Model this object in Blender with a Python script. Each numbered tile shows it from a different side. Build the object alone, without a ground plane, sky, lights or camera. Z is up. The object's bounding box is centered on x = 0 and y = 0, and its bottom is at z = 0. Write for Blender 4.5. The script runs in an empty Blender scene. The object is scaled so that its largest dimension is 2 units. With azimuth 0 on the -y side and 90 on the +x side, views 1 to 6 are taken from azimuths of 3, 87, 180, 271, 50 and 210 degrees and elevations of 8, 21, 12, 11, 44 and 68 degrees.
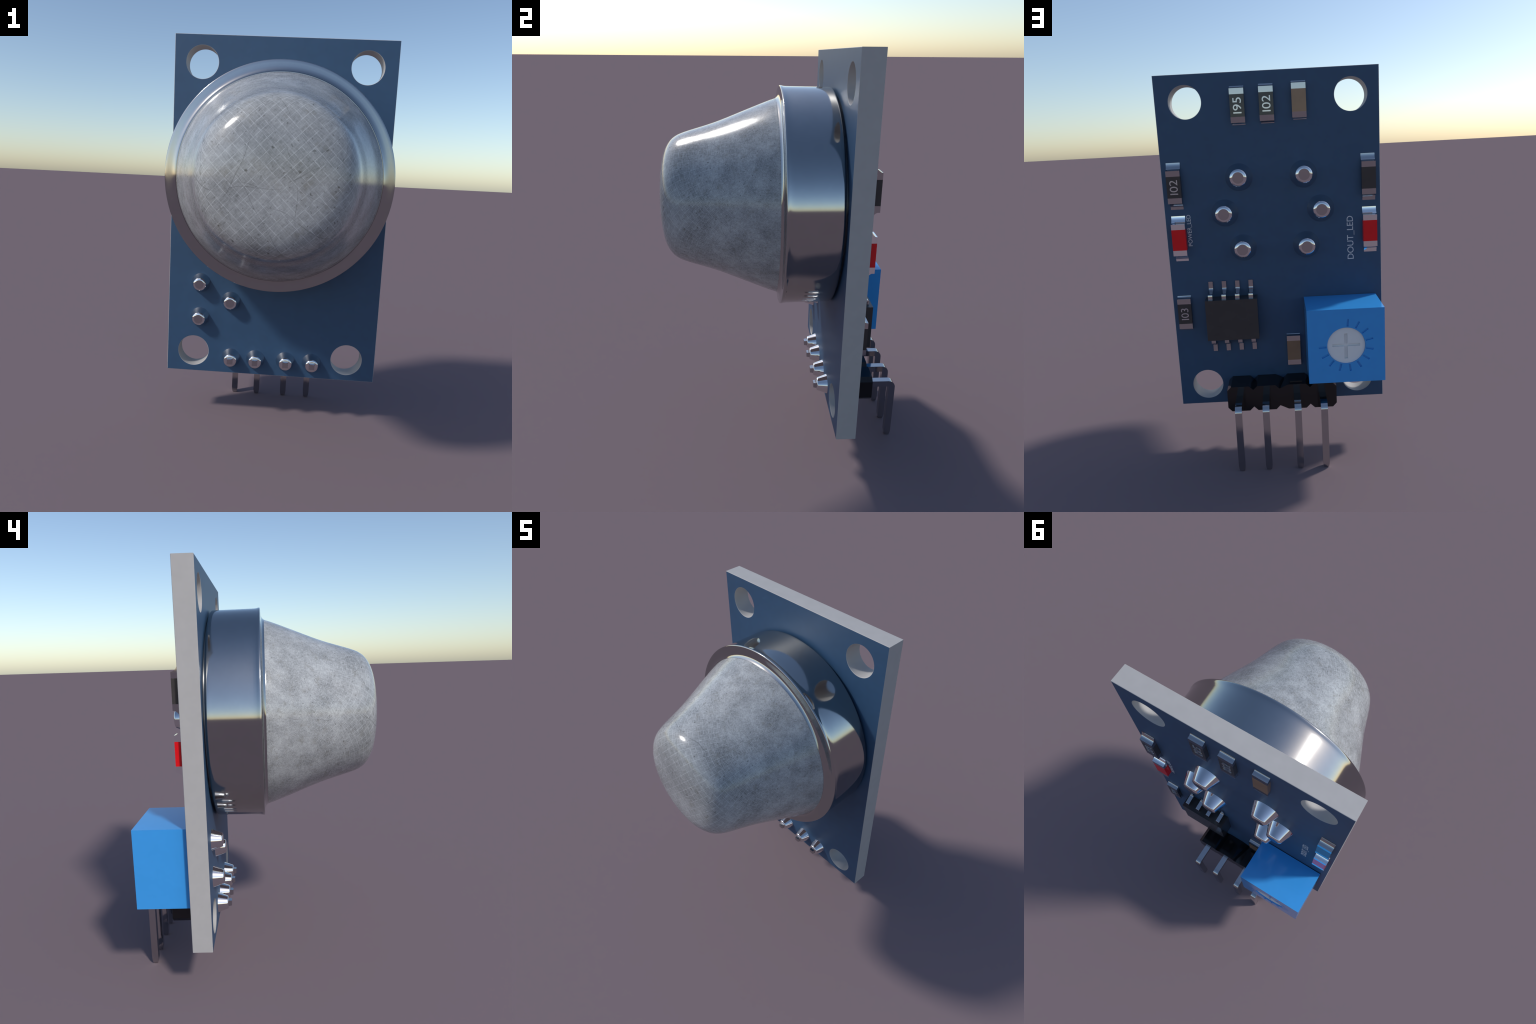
# Gas sensor module: blue circuit board standing on four bent header pins, a big
# metal can with a domed mesh on the front, chip parts and a trimmer on the back.
import bpy, bmesh, math
from mathutils import Vector, Matrix

COL = bpy.context.scene.collection

# ------------------------------------------------------------------ sizes
X0, X1 = -0.5575, 0.5575            # board left / right
YF, YB = 0.2270, 0.3213             # board front / back face
Z0, Z1 = 0.2507, 1.9993             # board bottom / top
CAN_X, CAN_Z = -0.0002, 1.3024       # axis of the sensor can

# ------------------------------------------------------------------ node helpers
def new_mat(name):
    m = bpy.data.materials.new(name)
    m.use_nodes = True
    nt = m.node_tree
    return m, nt, nt.nodes["Principled BSDF"]

def mth(nt, op, a, b=None, c=None, clamp=False):
    n = nt.nodes.new("ShaderNodeMath")
    n.operation = op
    n.use_clamp = clamp
    for i, v in enumerate((a, b, c)):
        if v is None:
            continue
        if isinstance(v, (int, float)):
            n.inputs[i].default_value = v
        else:
            nt.links.new(v, n.inputs[i])
    return n.outputs[0]

def noise(nt, vec, scale, detail=2.0, rough=0.5, distort=0.0):
    n = nt.nodes.new("ShaderNodeTexNoise")
    n.inputs["Scale"].default_value = scale
    n.inputs["Detail"].default_value = detail
    n.inputs["Roughness"].default_value = rough
    n.inputs["Distortion"].default_value = distort
    nt.links.new(vec, n.inputs["Vector"])
    return n.outputs["Fac"]

def remap(nt, v, a, b, c=0.0, d=1.0, smooth=False):
    n = nt.nodes.new("ShaderNodeMapRange")
    n.interpolation_type = "SMOOTHSTEP" if smooth else "LINEAR"
    n.clamp = True
    for i, x in zip((1, 2, 3, 4), (a, b, c, d)):
        n.inputs[i].default_value = x
    nt.links.new(v, n.inputs[0])
    return n.outputs[0]

def mixc(nt, fac, a, b):
    n = nt.nodes.new("ShaderNodeMix")
    n.data_type = "RGBA"
    for s, v in ((n.inputs[0], fac), (n.inputs[6], a), (n.inputs[7], b)):
        if isinstance(v, (int, float)):
            s.default_value = v
        elif isinstance(v, tuple):
            s.default_value = (*v, 1)
        else:
            nt.links.new(v, s)
    return n.outputs[2]

def objco(nt):
    return nt.nodes.new("ShaderNodeTexCoord").outputs["Object"]

def plain(name, col, rough=0.4, metal=0.0, spec=0.5, grain=0.04, gscale=18.0, coat=0.0, coat_rough=0.05):
    """One colour with a faint grain."""
    m, nt, p = new_mat(name)
    f = noise(nt, objco(nt), gscale, 4.0, 0.6)
    lo = tuple(c * (1 - grain) for c in col)
    hi = tuple(min(1, c * (1 + grain)) for c in col)
    nt.links.new(mixc(nt, remap(nt, f, 0.3, 0.7), lo, hi), p.inputs["Base Color"])
    p.inputs["Roughness"].default_value = rough
    p.inputs["Metallic"].default_value = metal
    p.inputs["Specular IOR Level"].default_value = spec
    p.inputs["Coat Weight"].default_value = coat
    p.inputs["Coat Roughness"].default_value = coat_rough
    return m

M_BOARD = plain("blue_solder_mask", (0.026, 0.070, 0.142), 0.50, grain=0.05)
M_EDGE = plain("pale_board_core", (0.405, 0.392, 0.383), 0.6, grain=0.03)
M_CAN = plain("polished_steel", (0.43, 0.435, 0.435), 0.09, 1.0, grain=0.02)
M_SOLDER = plain("bright_solder", (0.74, 0.735, 0.75), 0.03, 1.0, grain=0.02)
M_TIN = plain("tinned_end", (0.505, 0.505, 0.515), 0.03, 1.0, grain=0.02)
M_LEDTIN = plain("bright_tinned_end", (0.96, 0.96, 0.97), 0.03, 1.0, grain=0.01)
M_PIN = plain("plated_pin", (0.50, 0.50, 0.51), 0.08, 1.0, grain=0.02)
M_BLACK = plain("black_resin", (0.046, 0.042, 0.042), 0.14, spec=0.5, grain=0.08)
M_HEADER = plain("black_glossy_plastic", (0.010, 0.009, 0.010), 0.12, grain=0.1)
M_BROWN = plain("brown_ceramic", (0.285, 0.163, 0.094), 0.14, grain=0.06)
M_RED = plain("red_lens", (0.72, 0.006, 0.010), 0.15, grain=0.03)
M_BLUE = plain("bright_blue_plastic", (0.045, 0.305, 0.72), 0.12, grain=0.02)
M_DIAL = plain("pale_plastic", (0.74, 0.75, 0.76), 0.4, grain=0.02)
M_INK = plain("white_print", (0.62, 0.62, 0.64), 0.45, grain=0.05)
M_MARK = plain("silver_print", (0.60, 0.60, 0.62), 0.15, 0.85, grain=0.03)

def mesh_dome_material():
    """Grey woven gauze: a diagonal grid of pale wires, denser down the flank
    (the weave is laid out so that its squares stay square on the cone), with
    cloudy grey, dark specks and scratches under a gloss."""
    m, nt, p = new_mat("steel_gauze")
    sep = nt.nodes.new("ShaderNodeSeparateXYZ")
    nt.links.new(objco(nt), sep.inputs[0])
    x, z = sep.outputs[0], sep.outputs[2]
    k = mth(nt, "MULTIPLY_ADD", mth(nt, "ADD", sep.outputs[1], 0.523), 3.3, 1.12)
    k = mth(nt, "SMOOTH_MAX", k, 1.0, 0.1)
    u, v = mth(nt, "MULTIPLY", x, k), mth(nt, "MULTIPLY", z, k)
    comb = nt.nodes.new("ShaderNodeCombineXYZ")
    nt.links.new(u, comb.inputs[0]); nt.links.new(v, comb.inputs[1])
    P = comb.outputs[0]
    # weave
    step = 0.0348
    fade = None
    lines = []
    for sgn, off in ((1, GRID_OFF[0]), (-1, GRID_OFF[1])):
        d = mth(nt, "MULTIPLY", mth(nt, "ADD", u, mth(nt, "MULTIPLY", v, sgn)), math.sqrt(0.5) / step)
        d = mth(nt, "ADD", d, off)
        d = mth(nt, "ABSOLUTE", mth(nt, "SUBTRACT", mth(nt, "FRACT", d), 0.5))
        ln = remap(nt, d, 0.010, 0.064, 1, 0, True)
        mp = nt.nodes.new("ShaderNodeMapping")
        mp.inputs["Rotation"].default_value = (0, 0, math.radians(45 * sgn))
        mp.inputs["Scale"].default_value = (1, 1, 1)
        nt.links.new(P, mp.inputs["Vector"])
        brk = noise(nt, mp.outputs[0], 45 + 6 * sgn, 2.0)
        lines.append(mth(nt, "MULTIPLY", ln, remap(nt, brk, 0.34, 0.66, 0.15, 1.0)))
    grid = mth(nt, "MAXIMUM", lines[0], lines[1])
    grid = mth(nt, "MULTIPLY", grid, remap(nt, k, 1.25, 2.3, 1.0, 0.42))
    # cloudy grey
    cl = remap(nt, noise(nt, P, 4.2, 6.0, 0.62), 0.34, 0.66)
    side = remap(nt, k, 1.0, 1.6, 0.0, 1.0)           # the flat front is calmer than the flank
    fine = remap(nt, noise(nt, P, 70.0, 6.0, 0.75), 0.30, 0.70)
    # short brushed fibres in two directions
    fib = []
    for a in (47, -43):
        mp = nt.nodes.new("ShaderNodeMapping")
        mp.vector_type = "TEXTURE"
        mp.inputs["Rotation"].default_value = (0, 0, math.radians(a))
        mp.inputs["Scale"].default_value = (1 / 34, 1 / 190, 1)
        nt.links.new(P, mp.inputs["Vector"])
        fib.append(noise(nt, mp.outputs[0], 1.0, 3.0, 0.6))
    fb = remap(nt, mth(nt, "ADD", fib[0], fib[1]), 0.76, 1.24)
    # specks: ragged dark spots of mixed size
    warp = nt.nodes.new("ShaderNodeTexNoise")
    warp.inputs["Scale"].default_value = 75.0
    warp.inputs["Detail"].default_value = 3.0
    nt.links.new(P, warp.inputs["Vector"])
    wv = nt.nodes.new("ShaderNodeVectorMath"); wv.operation = "MULTIPLY_ADD"
    nt.links.new(warp.outputs["Color"], wv.inputs[0])
    wv.inputs[1].default_value = (0.020, 0.020, 0.0)
    nt.links.new(P, wv.inputs[2])
    speck = None
    for sc_, big, dark in ((21.0, 0.18, 0.70), (48.0, 0.25, 0.48)):
        vo = nt.nodes.new("ShaderNodeTexVoronoi")
        vo.voronoi_dimensions = "2D"
        vo.inputs["Scale"].default_value = sc_
        nt.links.new(wv.outputs[0], vo.inputs["Vector"])
        sc = nt.nodes.new("ShaderNodeSeparateColor")
        nt.links.new(vo.outputs["Color"], sc.inputs[0])
        size = mth(nt, "MULTIPLY", mth(nt, "POWER", sc.outputs[0], 4.0), big)
        k1 = mth(nt, "SUBTRACT", 1.0, mth(nt, "DIVIDE", vo.outputs["Distance"], mth(nt, "ADD", size, 0.0005)), clamp=True)
        k1 = mth(nt, "MULTIPLY", remap(nt, k1, 0.0, 0.9, smooth=True), dark)
        speck = k1 if speck is None else mth(nt, "MAXIMUM", speck, k1)
    # long, nearly straight hairline scratches, shown only in places
    scr = None
    for ang, per, off in ((12, 0.31, 0.13), (68, 0.37, 0.61), (103, 0.33, 0.27), (158, 0.29, 0.84), (84, 0.41, 0.42), (31, 0.27, 0.73)):
        ca, sa = math.cos(math.radians(ang)), math.sin(math.radians(ang))
        d = mth(nt, "ADD", mth(nt, "MULTIPLY", u, ca / per), mth(nt, "MULTIPLY", v, sa / per))
        mp = nt.nodes.new("ShaderNodeMapping")
        mp.inputs["Location"].default_value = (off * 9, off * 17, off * 5)
        nt.links.new(P, mp.inputs["Vector"])
        d = mth(nt, "ADD", d, mth(nt, "MULTIPLY_ADD", noise(nt, mp.outputs[0], 4.0, 1.0), 0.42, off))
        d = mth(nt, "ABSOLUTE", mth(nt, "SUBTRACT", mth(nt, "FRACT", d), 0.5))
        l = remap(nt, d, 0.001, 0.0062, 1, 0)
        l = mth(nt, "MULTIPLY", l, remap(nt, noise(nt, mp.outputs[0], 7.0, 2.0), 0.47, 0.60))
        scr = l if scr is None else mth(nt, "MAXIMUM", scr, l)
    mid = remap(nt, noise(nt, P, 24.0, 6.0, 0.7), 0.32, 0.68)
    cl = mth(nt, "ADD", 0.42, mth(nt, "MULTIPLY", mth(nt, "SUBTRACT", cl, 0.42), remap(nt, side, 0, 1, 0.80, 1.2)))
    base = mixc(nt, cl, (0.138, 0.146, 0.150), (0.462, 0.479, 0.486))
    base = mixc(nt, mth(nt, "MULTIPLY", mth(nt, "SUBTRACT", 1.0, mid), remap(nt, side, 0, 1, 0.48, 0.52)), base, (0.145, 0.151, 0.154))
    base = mixc(nt, mth(nt, "MULTIPLY", mth(nt, "SUBTRACT", 1.0, fine), remap(nt, side, 0, 1, 0.30, 0.46)), base, (0.128, 0.133, 0.136))
    base = mixc(nt, mth(nt, "MULTIPLY", fb, remap(nt, side, 0, 1, 0.26, 0.44)), base, (0.62, 0.64, 0.66))
    warm = remap(nt, noise(nt, P, 13.0, 5.0, 0.65), 0.54, 0.74, 0.0, 0.55)
    base = mixc(nt, warm, base, (0.185, 0.175, 0.148))
    base = mixc(nt, mth(nt, "MULTIPLY", grid, 0.40), base, (0.66, 0.68, 0.71))
    base = mixc(nt, mth(nt, "MULTIPLY", scr, 0.46), base, (0.08, 0.08, 0.08))
    base = mixc(nt, speck, base, (0.05, 0.045, 0.035))
    nt.links.new(base, p.inputs["Base Color"])
    p.inputs["Metallic"].default_value = 0.0
    p.inputs["Specular IOR Level"].default_value = 0.5
    nt.links.new(remap(nt, fine, 0, 1, 0.15, 0.10), p.inputs["Roughness"])
    bmp = nt.nodes.new("ShaderNodeBump")
    bmp.inputs["Strength"].default_value = 0.05
    bmp.inputs["Distance"].default_value = 0.003
    h = mth(nt, "ADD", mth(nt, "MULTIPLY", fine, 0.5), mth(nt, "MULTIPLY", grid, 0.5))
    nt.links.new(h, bmp.inputs["Height"])
    nt.links.new(bmp.outputs[0], p.inputs["Normal"])
    return m

GRID_OFF = (0.41, 0.11)
M_DOME = mesh_dome_material()

# ------------------------------------------------------------------ mesh helpers
def add(name, me, parent, mats, loc=None):
    """Object from a mesh given in world coordinates; its origin is moved to loc."""
    for m in mats if isinstance(mats, (list, tuple)) else [mats]:
        me.materials.append(m)
    o = bpy.data.objects.new(name, me)
    COL.objects.link(o)
    if loc is not None:
        me.transform(Matrix.Translation(-Vector(loc)))
        o.location = loc
    o.parent = parent
    return o

def to_mesh(bm, name):
    bmesh.ops.recalc_face_normals(bm, faces=bm.faces[:])
    me = bpy.data.meshes.new(name)
    bm.to_mesh(me)
    bm.free()
    return me

def smooth(me, angle=40):
    for p in me.polygons:
        p.use_smooth = True
    me.set_sharp_from_angle(angle=math.radians(angle))

def box_bm(x0, x1, y0, y1, z0, z1, bevel=0.0, seg=2):
    bm = bmesh.new()
    bmesh.ops.create_cube(bm, size=1.0)
    for v in bm.verts:
        v.co = Vector(((x0 + x1) / 2 + v.co.x * (x1 - x0), (y0 + y1) / 2 + v.co.y * (y1 - y0), (z0 + z1) / 2 + v.co.z * (z1 - z0)))
    if bevel:
        bmesh.ops.bevel(bm, geom=bm.edges[:], offset=bevel, segments=seg, profile=0.5, affect="EDGES")
    return bm

def box(name, parent, mat, x, y, z, bevel=0.0015):
    bm = box_bm(*sorted(x), *sorted(y), *sorted(z), bevel)
    me = to_mesh(bm, name)
    smooth(me, 35)
    c = (sum(x) / 2, sum(y) / 2, sum(z) / 2)
    return add(name, me, parent, mat, c)

def revolve(name, profile, seg=128, close=True):
    """Lathe (y, r) points about the y axis."""
    bm = bmesh.new()
    rings = []
    for y, r in profile:
        if r < 1e-5:
            rings.append([bm.verts.new((0, y, 0))])
        else:
            rings.append([bm.verts.new((r * math.cos(2 * math.pi * i / seg), y, r * math.sin(2 * math.pi * i / seg))) for i in range(seg)])
    for a, b in zip(rings, rings[1:]):
        for i in range(seg):
            j = (i + 1) % seg
            q = [a[i % len(a)], a[j % len(a)], b[j % len(b)], b[i % len(b)]]
            q = list(dict.fromkeys(q))
            if len(q) > 2:
                bm.faces.new(q)
    if close:
        for ring in (rings[0], rings[-1]):
            if len(ring) > 2:
                bm.faces.new(ring)
    return to_mesh(bm, name)

def catmull(pts, n=8):
    """Smooth curve through 2-D points."""
    out = []
    P = [pts[0]] + list(pts) + [pts[-1]]
    for i in range(1, len(P) - 2):
        p0, p1, p2, p3 = (Vector(q) for q in P[i - 1:i + 3])
        for k in range(n):
            t = k / n
            out.append(tuple(0.5 * ((2 * p1) + (p2 - p0) * t + (2 * p0 - 5 * p1 + 4 * p2 - p3) * t * t + (3 * p1 - p0 - 3 * p2 + p3) * t ** 3)))
    out.append(tuple(pts[-1]))
    return out

def applied(o):
    """Bake an object's modifiers into its mesh."""
    dg = bpy.context.evaluated_depsgraph_get()
    dg.update()
    me = bpy.data.meshes.new_from_object(o.evaluated_get(dg))
    o.modifiers.clear()
    o.data = me
    return me

def cut(o, cutter_me):
    c = bpy.data.objects.new("cutter", cutter_me)
    COL.objects.link(c)
    c.matrix_world = o.matrix_world
    mod = o.modifiers.new("cut", "BOOLEAN")
    mod.operation, mod.solver, mod.object = "DIFFERENCE", "EXACT", c
    me = applied(o)
    bpy.data.objects.remove(c)
    return me

def text_mesh(body, name, cap, length, centre, bold=0.0, depth=0.0016):
    """Lettering that reads upwards on the back face: width runs along +z, letter
    height along +x, thickness along +y.  centre is the middle on the surface."""
    cu = bpy.data.curves.new(name, "FONT")
    cu.body = body
    cu.size = 1.0
    cu.extrude = 0.01
    cu.offset = bold
    t = bpy.data.objects.new(name, cu)
    COL.objects.link(t)
    dg = bpy.context.evaluated_depsgraph_get()
    dg.update()
    me = bpy.data.meshes.new_from_object(t.evaluated_get(dg))
    bpy.data.objects.remove(t)
    bpy.data.curves.remove(cu)
    upper = [v.co.y for v in me.vertices if v.co.y > 0.2]
    xs = [v.co.x for v in me.vertices]
    x_lo, x_hi, top = min(xs), max(xs), max(upper)
    for v in me.vertices:
        a = ((v.co.x - x_lo) / (x_hi - x_lo) - 0.5) * length
        b = (v.co.y / top - 0.5) * cap
        c = (v.co.z + 0.01) / 0.02 * (depth + 0.0006) - 0.0006
        v.co = Vector((centre[0] + b, centre[1] + c, centre[2] + a))
    return me

# ------------------------------------------------------------------ root
root = bpy.data.objects.new("gas_sensor_module", None)
COL.objects.link(root)
root["label"] = "blue circuit board with domed metal gas sensor standing on pins"
root["category"] = "electronic sensor"

# ------------------------------------------------------------------ board
def board():
    bm = bmesh.new()
    loops = [[(X0, Z0), (X1, Z0), (X1, Z1), (X0, Z1)]]
    for hx in (-0.4165, 0.4075):
        for hz in (0.3640, 1.8660):
            loops.append([(hx + 0.0817 * math.cos(2 * math.pi * i / 72), hz + 0.0817 * math.sin(2 * math.pi * i / 72)) for i in range(72)])
    edges = []
    for lp in loops:
        vs = [bm.verts.new((x, YF, z)) for x, z in lp]
        edges += [bm.edges.new((vs[i], vs[(i + 1) % len(vs)])) for i in range(len(vs))]
    bmesh.ops.triangle_fill(bm, edges=edges, use_beauty=True)
    geo = bmesh.ops.extrude_face_region(bm, geom=bm.faces[:])["geom"]
    for v in geo:
        if isinstance(v, bmesh.types.BMVert):
            v.co.y = YB
    bmesh.ops.recalc_face_normals(bm, faces=bm.faces[:])
    rim = [e for e in bm.edges if len(e.link_faces) == 2 and (abs(e.link_faces[0].normal.y) > 0.9) != (abs(e.link_faces[1].normal.y) > 0.9)]
    bmesh.ops.bevel(bm, geom=rim, offset=0.0015, segments=1, affect="EDGES")
    bm.normal_update()
    for f in bm.faces:
        f.material_index = 0 if abs(f.normal.y) > 0.9 else 1
    me = to_mesh(bm, "circuit_board")
    smooth(me, 30)
    return add("circuit_board", me, root, [M_BOARD, M_EDGE], (0, (YF + YB) / 2, (Z0 + Z1) / 2))
PCB = board()

# ------------------------------------------------------------------ sensor can and gauze dome
can_profile = [(YF + 0.0005, 0.40), (YF + 0.0005, 0.490), (0.2178, 0.490), (0.2178, 0.5120)]
for k in range(1, 9):                       # rounded foot, a thin dark gap above the board
    a = k / 8 * math.pi / 2
    can_profile.append((0.2055 + 0.0118 * math.cos(a), 0.5140 + 0.0150 * math.sin(a)))
can_profile += [(0.195, 0.52910), (0.150, 0.52968), (0.024, 0.53132), (0.008, 0.53158), (-0.005, 0.5322), (-0.014, 0.5336), (-0.0205, 0.5355), (-0.0258, 0.5357), (-0.0282, 0.5342),
                (-0.0292, 0.531), (-0.0300, 0.520), (-0.0312, 0.505), (-0.0330, 0.495), (-0.0370, 0.4865), (-0.0420, 0.4805), (-0.0470, 0.4772), (-0.0470, 0.46), (0.10, 0.45)]
me = revolve("metal_can", can_profile, 192)
smooth(me, 50)
can = add("metal_can", me, root, M_CAN)
can.location = (CAN_X, 0, CAN_Z)
dome_profile = catmull([(-0.030, 0.4785), (-0.048, 0.4758), (-0.060, 0.4718), (-0.075, 0.4670), (-0.10, 0.4578), (-0.15, 0.4384), (-0.20, 0.4187), (-0.25, 0.3987), (-0.30, 0.3792), (-0.35, 0.3612),
                        (-0.40, 0.3456), (-0.44, 0.3337), (-0.48, 0.3214), (-0.51, 0.3104), (-0.53, 0.3000), (-0.549, 0.2852), (-0.5660, 0.2640), (-0.579, 0.2380), (-0.588, 0.2060),
                        (-0.594, 0.1620), (-0.5972, 0.1110), (-0.5987, 0.0550), (-0.5992, 0.0)], 5)
me = revolve("mesh_dome", dome_profile, 192)
smooth(me, 60)
dome = add("mesh_dome", me, root, M_DOME)
dome.location = (CAN_X, 0, CAN_Z)

# ------------------------------------------------------------------ solder cones
def cone_mesh(name, r0, r1, h, rb, wire=True):
    """Truncated cone along +y from 0 to h with a rounded shoulder of width rb."""
    prof = [(-0.001, 0.0), (-0.001, r0)]
    # flank point where the shoulder begins, then a round shoulder to the flat top
    yb = h - rb * 0.75
    for k in range(7):
        a = k / 6 * math.radians(82)
        prof.append((yb + (h - yb) * math.sin(a) / math.sin(math.radians(82)), r1 - rb * (1 - math.cos(a)) / (1 - math.cos(math.radians(82)))))
    prof.append((h, 0.0))
    me = revolve(name, prof, 64)
    me.materials.append(M_SOLDER)
    if wire:                                       # the flat top is the end of a trimmed wire
        me.materials.append(M_PIN)
        for f in me.polygons:
            if all(me.vertices[i].co.y > h - 1e-5 for i in f.vertices):
                f.material_index = 1
    smooth(me, 32)
    for e in me.edges:                             # flat top meets the shoulder in a crisp ring
        p, q = (me.vertices[i].co for i in e.vertices)
        if abs(p.y - h) < 1e-5 and abs(q.y - h) < 1e-5 and min(math.hypot(p.x, p.z), math.hypot(q.x, q.z)) > 1e-4:
            e.use_edge_sharp = True
    return me
me_b = cone_mesh("solder_joint", 0.0705, 0.0445, 0.0735, 0.0160)
me_f = cone_mesh("solder_joint_small", 0.0515, 0.0345, 0.0545, 0.0115)
me_p = cone_mesh("solder_joint_on_pin", 0.0515, 0.0345, 0.0545, 0.0115, False)
PIN_X = (-0.2110, -0.0782, 0.0838, 0.2235)
PIN_Z = 0.3356
for x, z in ((0.1625, 1.4865), (0.2470, 1.3075), (0.1628, 1.1218), (-0.1665, 1.4870), (-0.2485, 1.3075), (-0.1668, 1.1215)):
    o = bpy.data.objects.new("sensor_solder_joint", me_b)
    COL.objects.link(o); o.parent = root; o.location = (x, YB, z)
for x, z, me in [(-0.3870, 0.7394, me_f), (-0.2230, 0.6484, me_f), (-0.3871, 0.5534, me_f)] + [(px, PIN_Z, me_p) for px in PIN_X]:
    o = bpy.data.objects.new("wire_solder_joint" if me is me_f else "pin_solder_joint", me)
    COL.objects.link(o); o.parent = root; o.location = (x, YF, z)
    o.rotation_euler = (0, 0, math.pi)

# ------------------------------------------------------------------ header block and pins
def header_block():
    yo, yi = 0.4598, YB
    hi, lo, nh, nl = 0.4025, 0.2650, 0.3818, 0.2868
    #       notch / end x (outer, inner), flat from, flat to
    spans = [((0.2890, 0.2890), 0.2683, 0.1735), ((0.1512, 0.1512), 0.1298, 0.0335), ((0.0122, -0.0100), -0.0324, -0.1265), ((-0.1482, -0.1482), -0.1707, -0.2666)]
    end = (-0.2870, -0.2870)
    rings = []
    for k, y in ((0, yo), (1, yi)):
        top, bot = [], []
        for n, a, b in spans:
            top += [(n[k], nh), (a, hi), (b, hi)]
            bot += [(n[k], nl), (a, lo), (b, lo)]
        top.append((end[k], nh)); bot.append((end[k], nl))
        rings.append([[(x, y, z) for x, z in row] for row in (top, bot)])
    bm = bmesh.new()
    (ta, ba), (tb, bb) = [[[bm.verts.new(c) for c in row] for row in r] for r in rings]
    m = len(ta)
    for i in range(m - 1):
        bm.faces.new((ta[i], ta[i + 1], tb[i + 1], tb[i]))
        bm.faces.new((ba[i], ba[i + 1], bb[i + 1], bb[i]))
    for t, b in ((ta, ba), (tb, bb)):
        for j in range(0, m - 1, 3):               # one convex face per pin cell
            bm.faces.new(t[j:j + 4] + b[j:j + 4][::-1])
    for i in (0, -1):
        bm.faces.new((ta[i], tb[i], bb[i], ba[i]))
    return to_mesh(bm, "pin_header_block")
add("pin_header_block", header_block(), root, M_HEADER, (0, 0.39, 0.334))

def pin_mesh(px):
    """Square wire: straight through the board, bent down, both ends tapered."""
    hw, ht = 0.0171, 0.0168                       # half width (x), half thickness
    yo = 0.5960
    R = 0.021                                     # bend radius of the wire's middle
    path = []                                     # (y, z, direction angle, taper)
    zc, yc = PIN_Z, yo - ht
    for y, t in ((0.157, 0.80), (0.184, 1.0), (yc - R, 1.0)):
        path.append((y, zc, 0.0, t))
    for k in range(1, 9):
        a = k / 8 * math.pi / 2
        path.append((yc - R + R * math.sin(a), zc - R + R * math.cos(a), a, 1.0))
    for z, t in ((0.030, 1.0), (0.014, 0.90), (0.0, 0.72)):
        path.append((yc, z, math.pi / 2, t))
    bm = bmesh.new()
    rings = []
    for y, z, a, t in path:
        ny, nz = math.sin(a), math.cos(a)         # wire's outer side
        ring = []
        for sx, sn in ((-1, -1), (1, -1), (1, 1), (-1, 1)):
            ring.append(bm.verts.new((px + sx * hw * t, y + sn * ht * t * ny, z + sn * ht * t * nz)))
        rings.append(ring)
    for a, b in zip(rings, rings[1:]):
        for i in range(4):
            bm.faces.new((a[i], a[(i + 1) % 4], b[(i + 1) % 4], b[i]))
    bm.faces.new(rings[0]); bm.faces.new(rings[-1])
    me = to_mesh(bm, "header_pin")
    smooth(me, 30)
    return me
for px in PIN_X:
    add("header_pin", pin_mesh(px), root, M_PIN, (px, YB, PIN_Z))

# ------------------------------------------------------------------ chip parts (resistors, capacitors, lamps)
CH_W, CH_L, CH_END = 0.0712, 0.1652, 0.0282

def fillet_mesh(x0, x1, y_top, z_chip, foot):
    """Concave solder fillet from the chip's end down to the board; foot is signed."""
    h = y_top - YB
    pts = [(YB - 0.0005, z_chip)]
    for k in range(9):
        a = k / 8 * math.pi / 2
        pts.append((YB + 0.0012 + (h - 0.0016) * (1 - math.sin(a)), z_chip + foot * (1 - math.cos(a))))
    pts.append((YB - 0.0005, z_chip + foot))
    bm = bmesh.new()
    a = [bm.verts.new((x0, y, z)) for y, z in pts]
    b = [bm.verts.new((x1, y, z)) for y, z in pts]
    n = len(pts)
    for i in range(n):
        bm.faces.new((a[i], a[(i + 1) % n], b[(i + 1) % n], b[i]))
    for ring in (a, b):                            # fan from the inner corner
        for i in range(1, n - 1):
            bm.faces.new((ring[0], ring[i], ring[i + 1]))
    me = to_mesh(bm, "solder_fillet")
    smooth(me, 35)
    return me

def chip(kind, x0, z1, y_top, body_mat, end_mat, foot_up, foot_dn, digits=None, dlen=0.075, dcap=0.041, length=CH_L, mark=M_MARK, reflect_tilt=0.0):
    """x0: its -x side, z1: its upper end."""
    x1, z0 = x0 + CH_W, z1 - length
    part = box(kind, root, body_mat, (x0, x1), (YB, y_top), (z0 + CH_END, z1 - CH_END), 0.0)
    def sub(o):
        o.parent = part
        o.matrix_parent_inverse = Matrix.Translation(part.location).inverted()
    for a, b in ((z1 - CH_END, z1), (z0, z0 + CH_END)):
        cap = box("end_cap", part, end_mat, (x0, x1), (YB, y_top), (a, b), 0.0)
        if a == z0 and reflect_tilt:                      # outer face sheared downward so it mirrors ground below a horizon line
            for v in cap.data.vertices:
                if v.co.y > 0 and v.co.z < 0:
                    v.co.y -= reflect_tilt
        sub(cap)
    sub(add("solder_fillet", fillet_mesh(x0, x1, y_top, z1, foot_up), part, end_mat, (x0, YB, z1)))
    sub(add("solder_fillet", fillet_mesh(x0, x1 - 0.0055, y_top, z0, -foot_dn), part, end_mat, (x0, YB, z0)))
    if digits:
        c = ((x0 + x1) / 2, y_top, (z0 + z1) / 2)
        sub(add("printed_value", text_mesh(digits, "printed_value", dcap, dlen, c, 0.0), part, mark, c))
    return part

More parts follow.
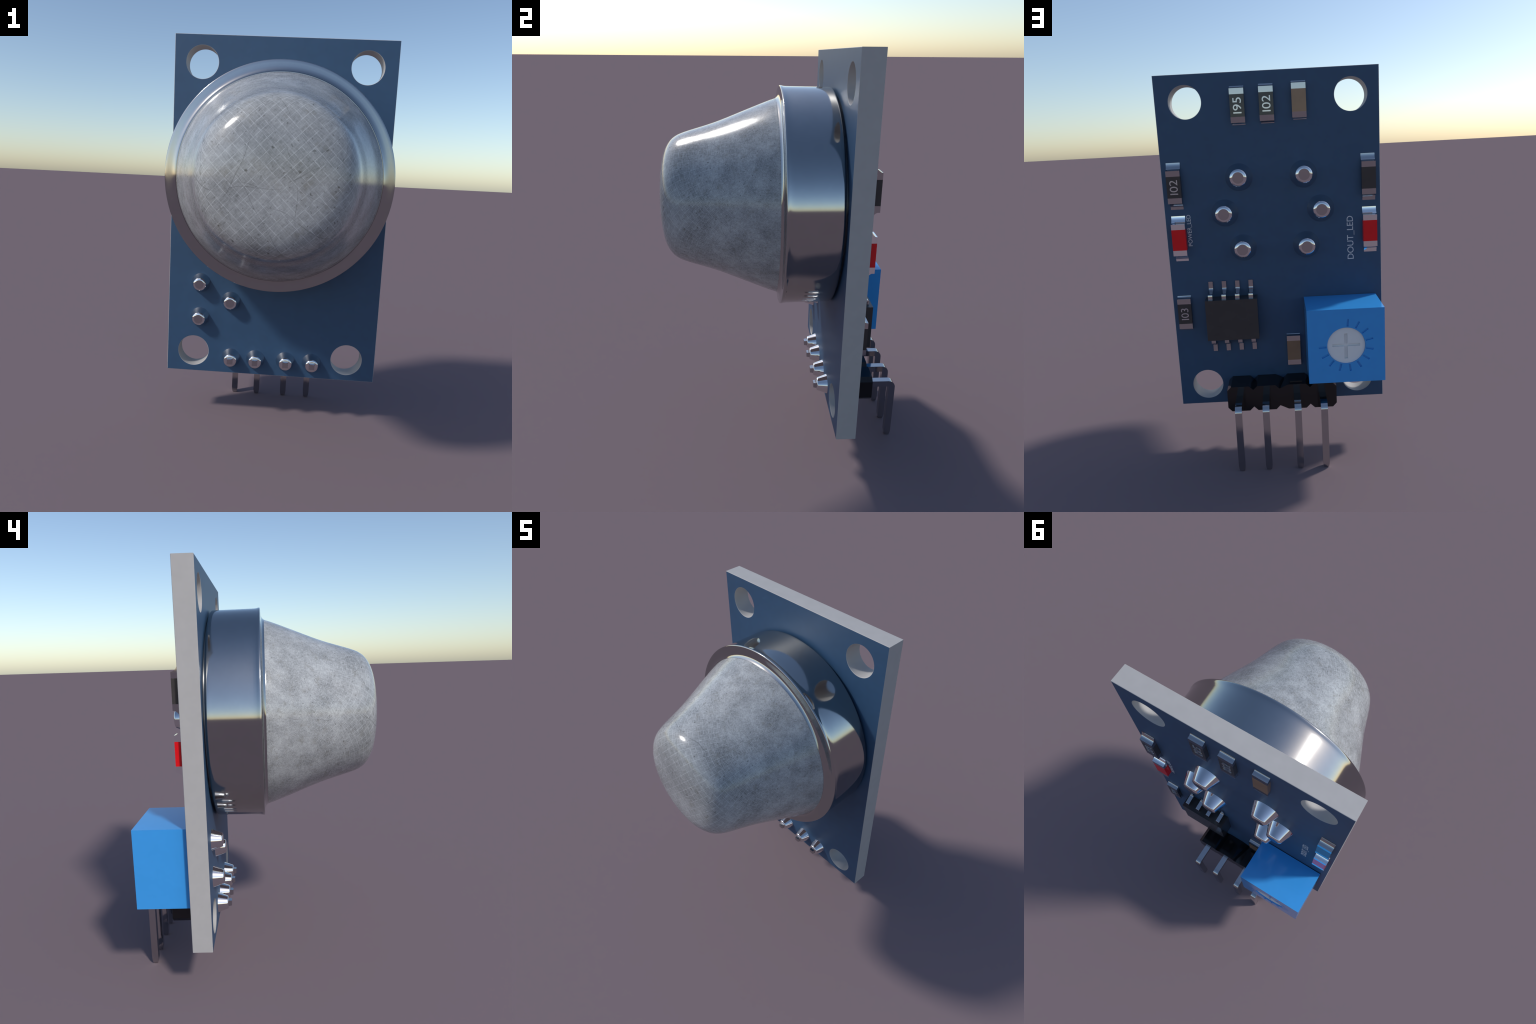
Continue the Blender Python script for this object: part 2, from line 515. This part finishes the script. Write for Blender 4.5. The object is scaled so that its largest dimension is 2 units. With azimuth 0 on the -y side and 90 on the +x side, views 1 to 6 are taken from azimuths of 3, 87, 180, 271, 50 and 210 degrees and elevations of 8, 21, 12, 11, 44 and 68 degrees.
# the numeral one is a plain bar in this lettering
chip("resistor", 0.1115, 1.9193, 0.3442, M_BLACK, M_TIN, 0.0120, 0.0100, "I95", 0.0765, 0.0412, reflect_tilt=0.00105)
chip("resistor", -0.0326, 1.9218, 0.3450, M_BLACK, M_TIN, 0.0138, 0.0110, "I02", 0.0765, 0.0412, reflect_tilt=0.00105)
chip("capacitor", -0.1938, 1.9303, 0.3440, M_BROWN, M_TIN, 0.0112, 0.0090, reflect_tilt=0.00105)
chip("resistor", 0.4575, 1.5355, 0.3530, M_BLACK, M_TIN, 0.0395, 0.0330, "I02", 0.0735, 0.0405)
chip("indicator_lamp", 0.4545, 1.2640, 0.3530, M_RED, M_LEDTIN, 0.0395, 0.0330)
chip("diode", -0.5300, 1.5347, 0.3530, M_BLACK, M_TIN, 0.0395, 0.0320)
chip("indicator_lamp", -0.5332, 1.2640, 0.3530, M_RED, M_LEDTIN, 0.0395, 0.0325)
chip("resistor", 0.4609, 0.8627, 0.3438, M_BLACK, M_TIN, 0.0128, 0.0110, "I03", 0.0640, 0.0392)
chip("capacitor", -0.1110, 0.6276, 0.3435, M_BROWN, M_TIN, 0.0060, 0.0110)

# ------------------------------------------------------------------ eight-legged chip
IC = box("integrated_circuit", root, M_BLACK, (0.1050, 0.3768), (YB, 0.4022), (0.6437, 0.8625), 0.0)
def leg_mesh(side):
    """Gull-wing leg seen from its side: out of the package, back to the board, flat foot."""
    t = 0.0075
    s = side
    mid = [(0.3808, -0.002), (0.3808, 0.0212), (0.3800, 0.0234), (0.3780, 0.0248), (0.3745, 0.0258), (0.370, 0.0266), (0.338, 0.0345), (0.3312, 0.0380), (0.3280, 0.0425), (0.3268, 0.0490), (0.3268, 0.0850)]
    bm = bmesh.new()
    rows = []
    for i, (y, z) in enumerate(mid):
        a = Vector(mid[max(i - 1, 0)]); b = Vector(mid[min(i + 1, len(mid) - 1)])
        d = (b - a).normalized()
        n = Vector((d.y, -d.x))
        h = t / 2
        rows.append([bm.verts.new((sx * 0.0113, y + k * n.x * h, s * (z + k * n.y * h))) for sx, k in ((-1, -1), (1, -1), (1, 1), (-1, 1))])
    for a, b in zip(rows, rows[1:]):
        for i in range(4):
            bm.faces.new((a[i], a[(i + 1) % 4], b[(i + 1) % 4], b[i]))
    bm.faces.new(rows[0]); bm.faces.new(rows[-1])
    me = to_mesh(bm, "chip_leg")
    smooth(me, 30)
    me.materials.append(M_TIN)
    return me
for side, z in ((1, 0.8625), (-1, 0.6437)):
    lm = leg_mesh(side)
    for i in range(4):
        o = bpy.data.objects.new("chip_leg", lm)
        COL.objects.link(o)
        o.location = (0.1370 + i * (0.3494 - 0.1370) / 3, 0, z)
        o.parent = IC
        o.matrix_parent_inverse = Matrix.Translation(IC.location).inverted()

# ------------------------------------------------------------------ trimmer
TX0, TX1, TZ0, TZ1, TY = -0.5229, -0.1411, 0.4556, 0.8378, 0.5742
DX, DZ, DR = -0.3316, 0.6482, 0.0945
POT = box("trimmer", root, M_BLUE, (TX0, TX1), (YB + 0.004, TY), (TZ0, TZ1), 0.0)
def disc_bm(bm, x, z, r, y0, y1, seg=96):
    a = [bm.verts.new((x + r * math.cos(2 * math.pi * i / seg), y0, z + r * math.sin(2 * math.pi * i / seg))) for i in range(seg)]
    b = [bm.verts.new((v.co.x, y1, v.co.z)) for v in a]
    for i in range(seg):
        bm.faces.new((a[i], a[(i + 1) % seg], b[(i + 1) % seg], b[i]))
    bm.faces.new(a); bm.faces.new(b)
def bar_bm(bm, cx, cz, ang, r0, r1, w, y0, y1):
    """Radial bar; ang from +z towards -x."""
    d = Vector((-math.sin(ang), 0, math.cos(ang))); s = Vector((d.z, 0, -d.x)) * (w / 2)
    c = Vector((cx, 0, cz))
    quad = [c + d * r0 + s, c + d * r1 + s, c + d * r1 - s, c + d * r0 - s]
    a = [bm.verts.new((q.x, y0, q.z)) for q in quad]
    b = [bm.verts.new((q.x, y1, q.z)) for q in quad]
    for i in range(4):
        bm.faces.new((a[i], a[(i + 1) % 4], b[(i + 1) % 4], b[i]))
    bm.faces.new(a); bm.faces.new(b)
bm = bmesh.new()
disc_bm(bm, DX, DZ, DR, TY - 0.018, TY + 0.02)
for i in range(12):
    bar_bm(bm, DX, DZ + 0.0018, math.radians(4.8 + 23.87 * i), 0.0995, 0.1365, 0.0092, TY - 0.006, TY + 0.02)
cm = to_mesh(bm, "cutter")
cm.transform(Matrix.Translation(-POT.location))
bpy.context.view_layer.update()
cut(POT, cm)
box("trimmer_dark_inset", POT, M_HEADER, (TX0 + 0.012, TX1 - 0.012), (YB, YB + 0.006), (TZ0 + 0.012, TZ1 - 0.012), 0.0).matrix_parent_inverse = Matrix.Translation(POT.location).inverted()
bm = bmesh.new()
disc_bm(bm, DX, DZ, DR - 0.0006, TY - 0.022, TY - 0.0075)
me = to_mesh(bm, "dial")
dial = add("dial", me, POT, M_DIAL, (DX, TY, DZ))
dial.matrix_parent_inverse = Matrix.Translation(POT.location).inverted()
bm = bmesh.new()
for x0, x1, z0, z1 in ((-0.0687, 0.0687, -0.0052, 0.0084), ):
    g = box_bm(x0, x1, -0.0160, 0.02, z0, z1)
    tmp = bpy.data.meshes.new("t"); g.to_mesh(tmp); g.free(); bm.from_mesh(tmp); bpy.data.meshes.remove(tmp)
c1 = to_mesh(bm, "cutter")
bpy.context.view_layer.update()
cut(dial, c1)
g = box_bm(-0.0074, 0.0092, -0.0160, 0.02, -0.0700, 0.0610)
bpy.context.view_layer.update()
cut(dial, to_mesh(g, "cutter"))

# ------------------------------------------------------------------ printed labels
for body, xb, xt, za, zb in (("POWER_LED", 0.4270, 0.4480, 1.1430, 1.3070), ("DOUT_LED", -0.4130, -0.3808, 1.0312, 1.2590)):
    c = ((xb + xt) / 2, YB, (za + zb) / 2)
    add("printed_label", text_mesh(body, "printed_label", xt - xb, zb - za, c, 0.0, 0.0012), root, M_INK, c)

for me in list(bpy.data.meshes):
    if me.users == 0:
        bpy.data.meshes.remove(me)
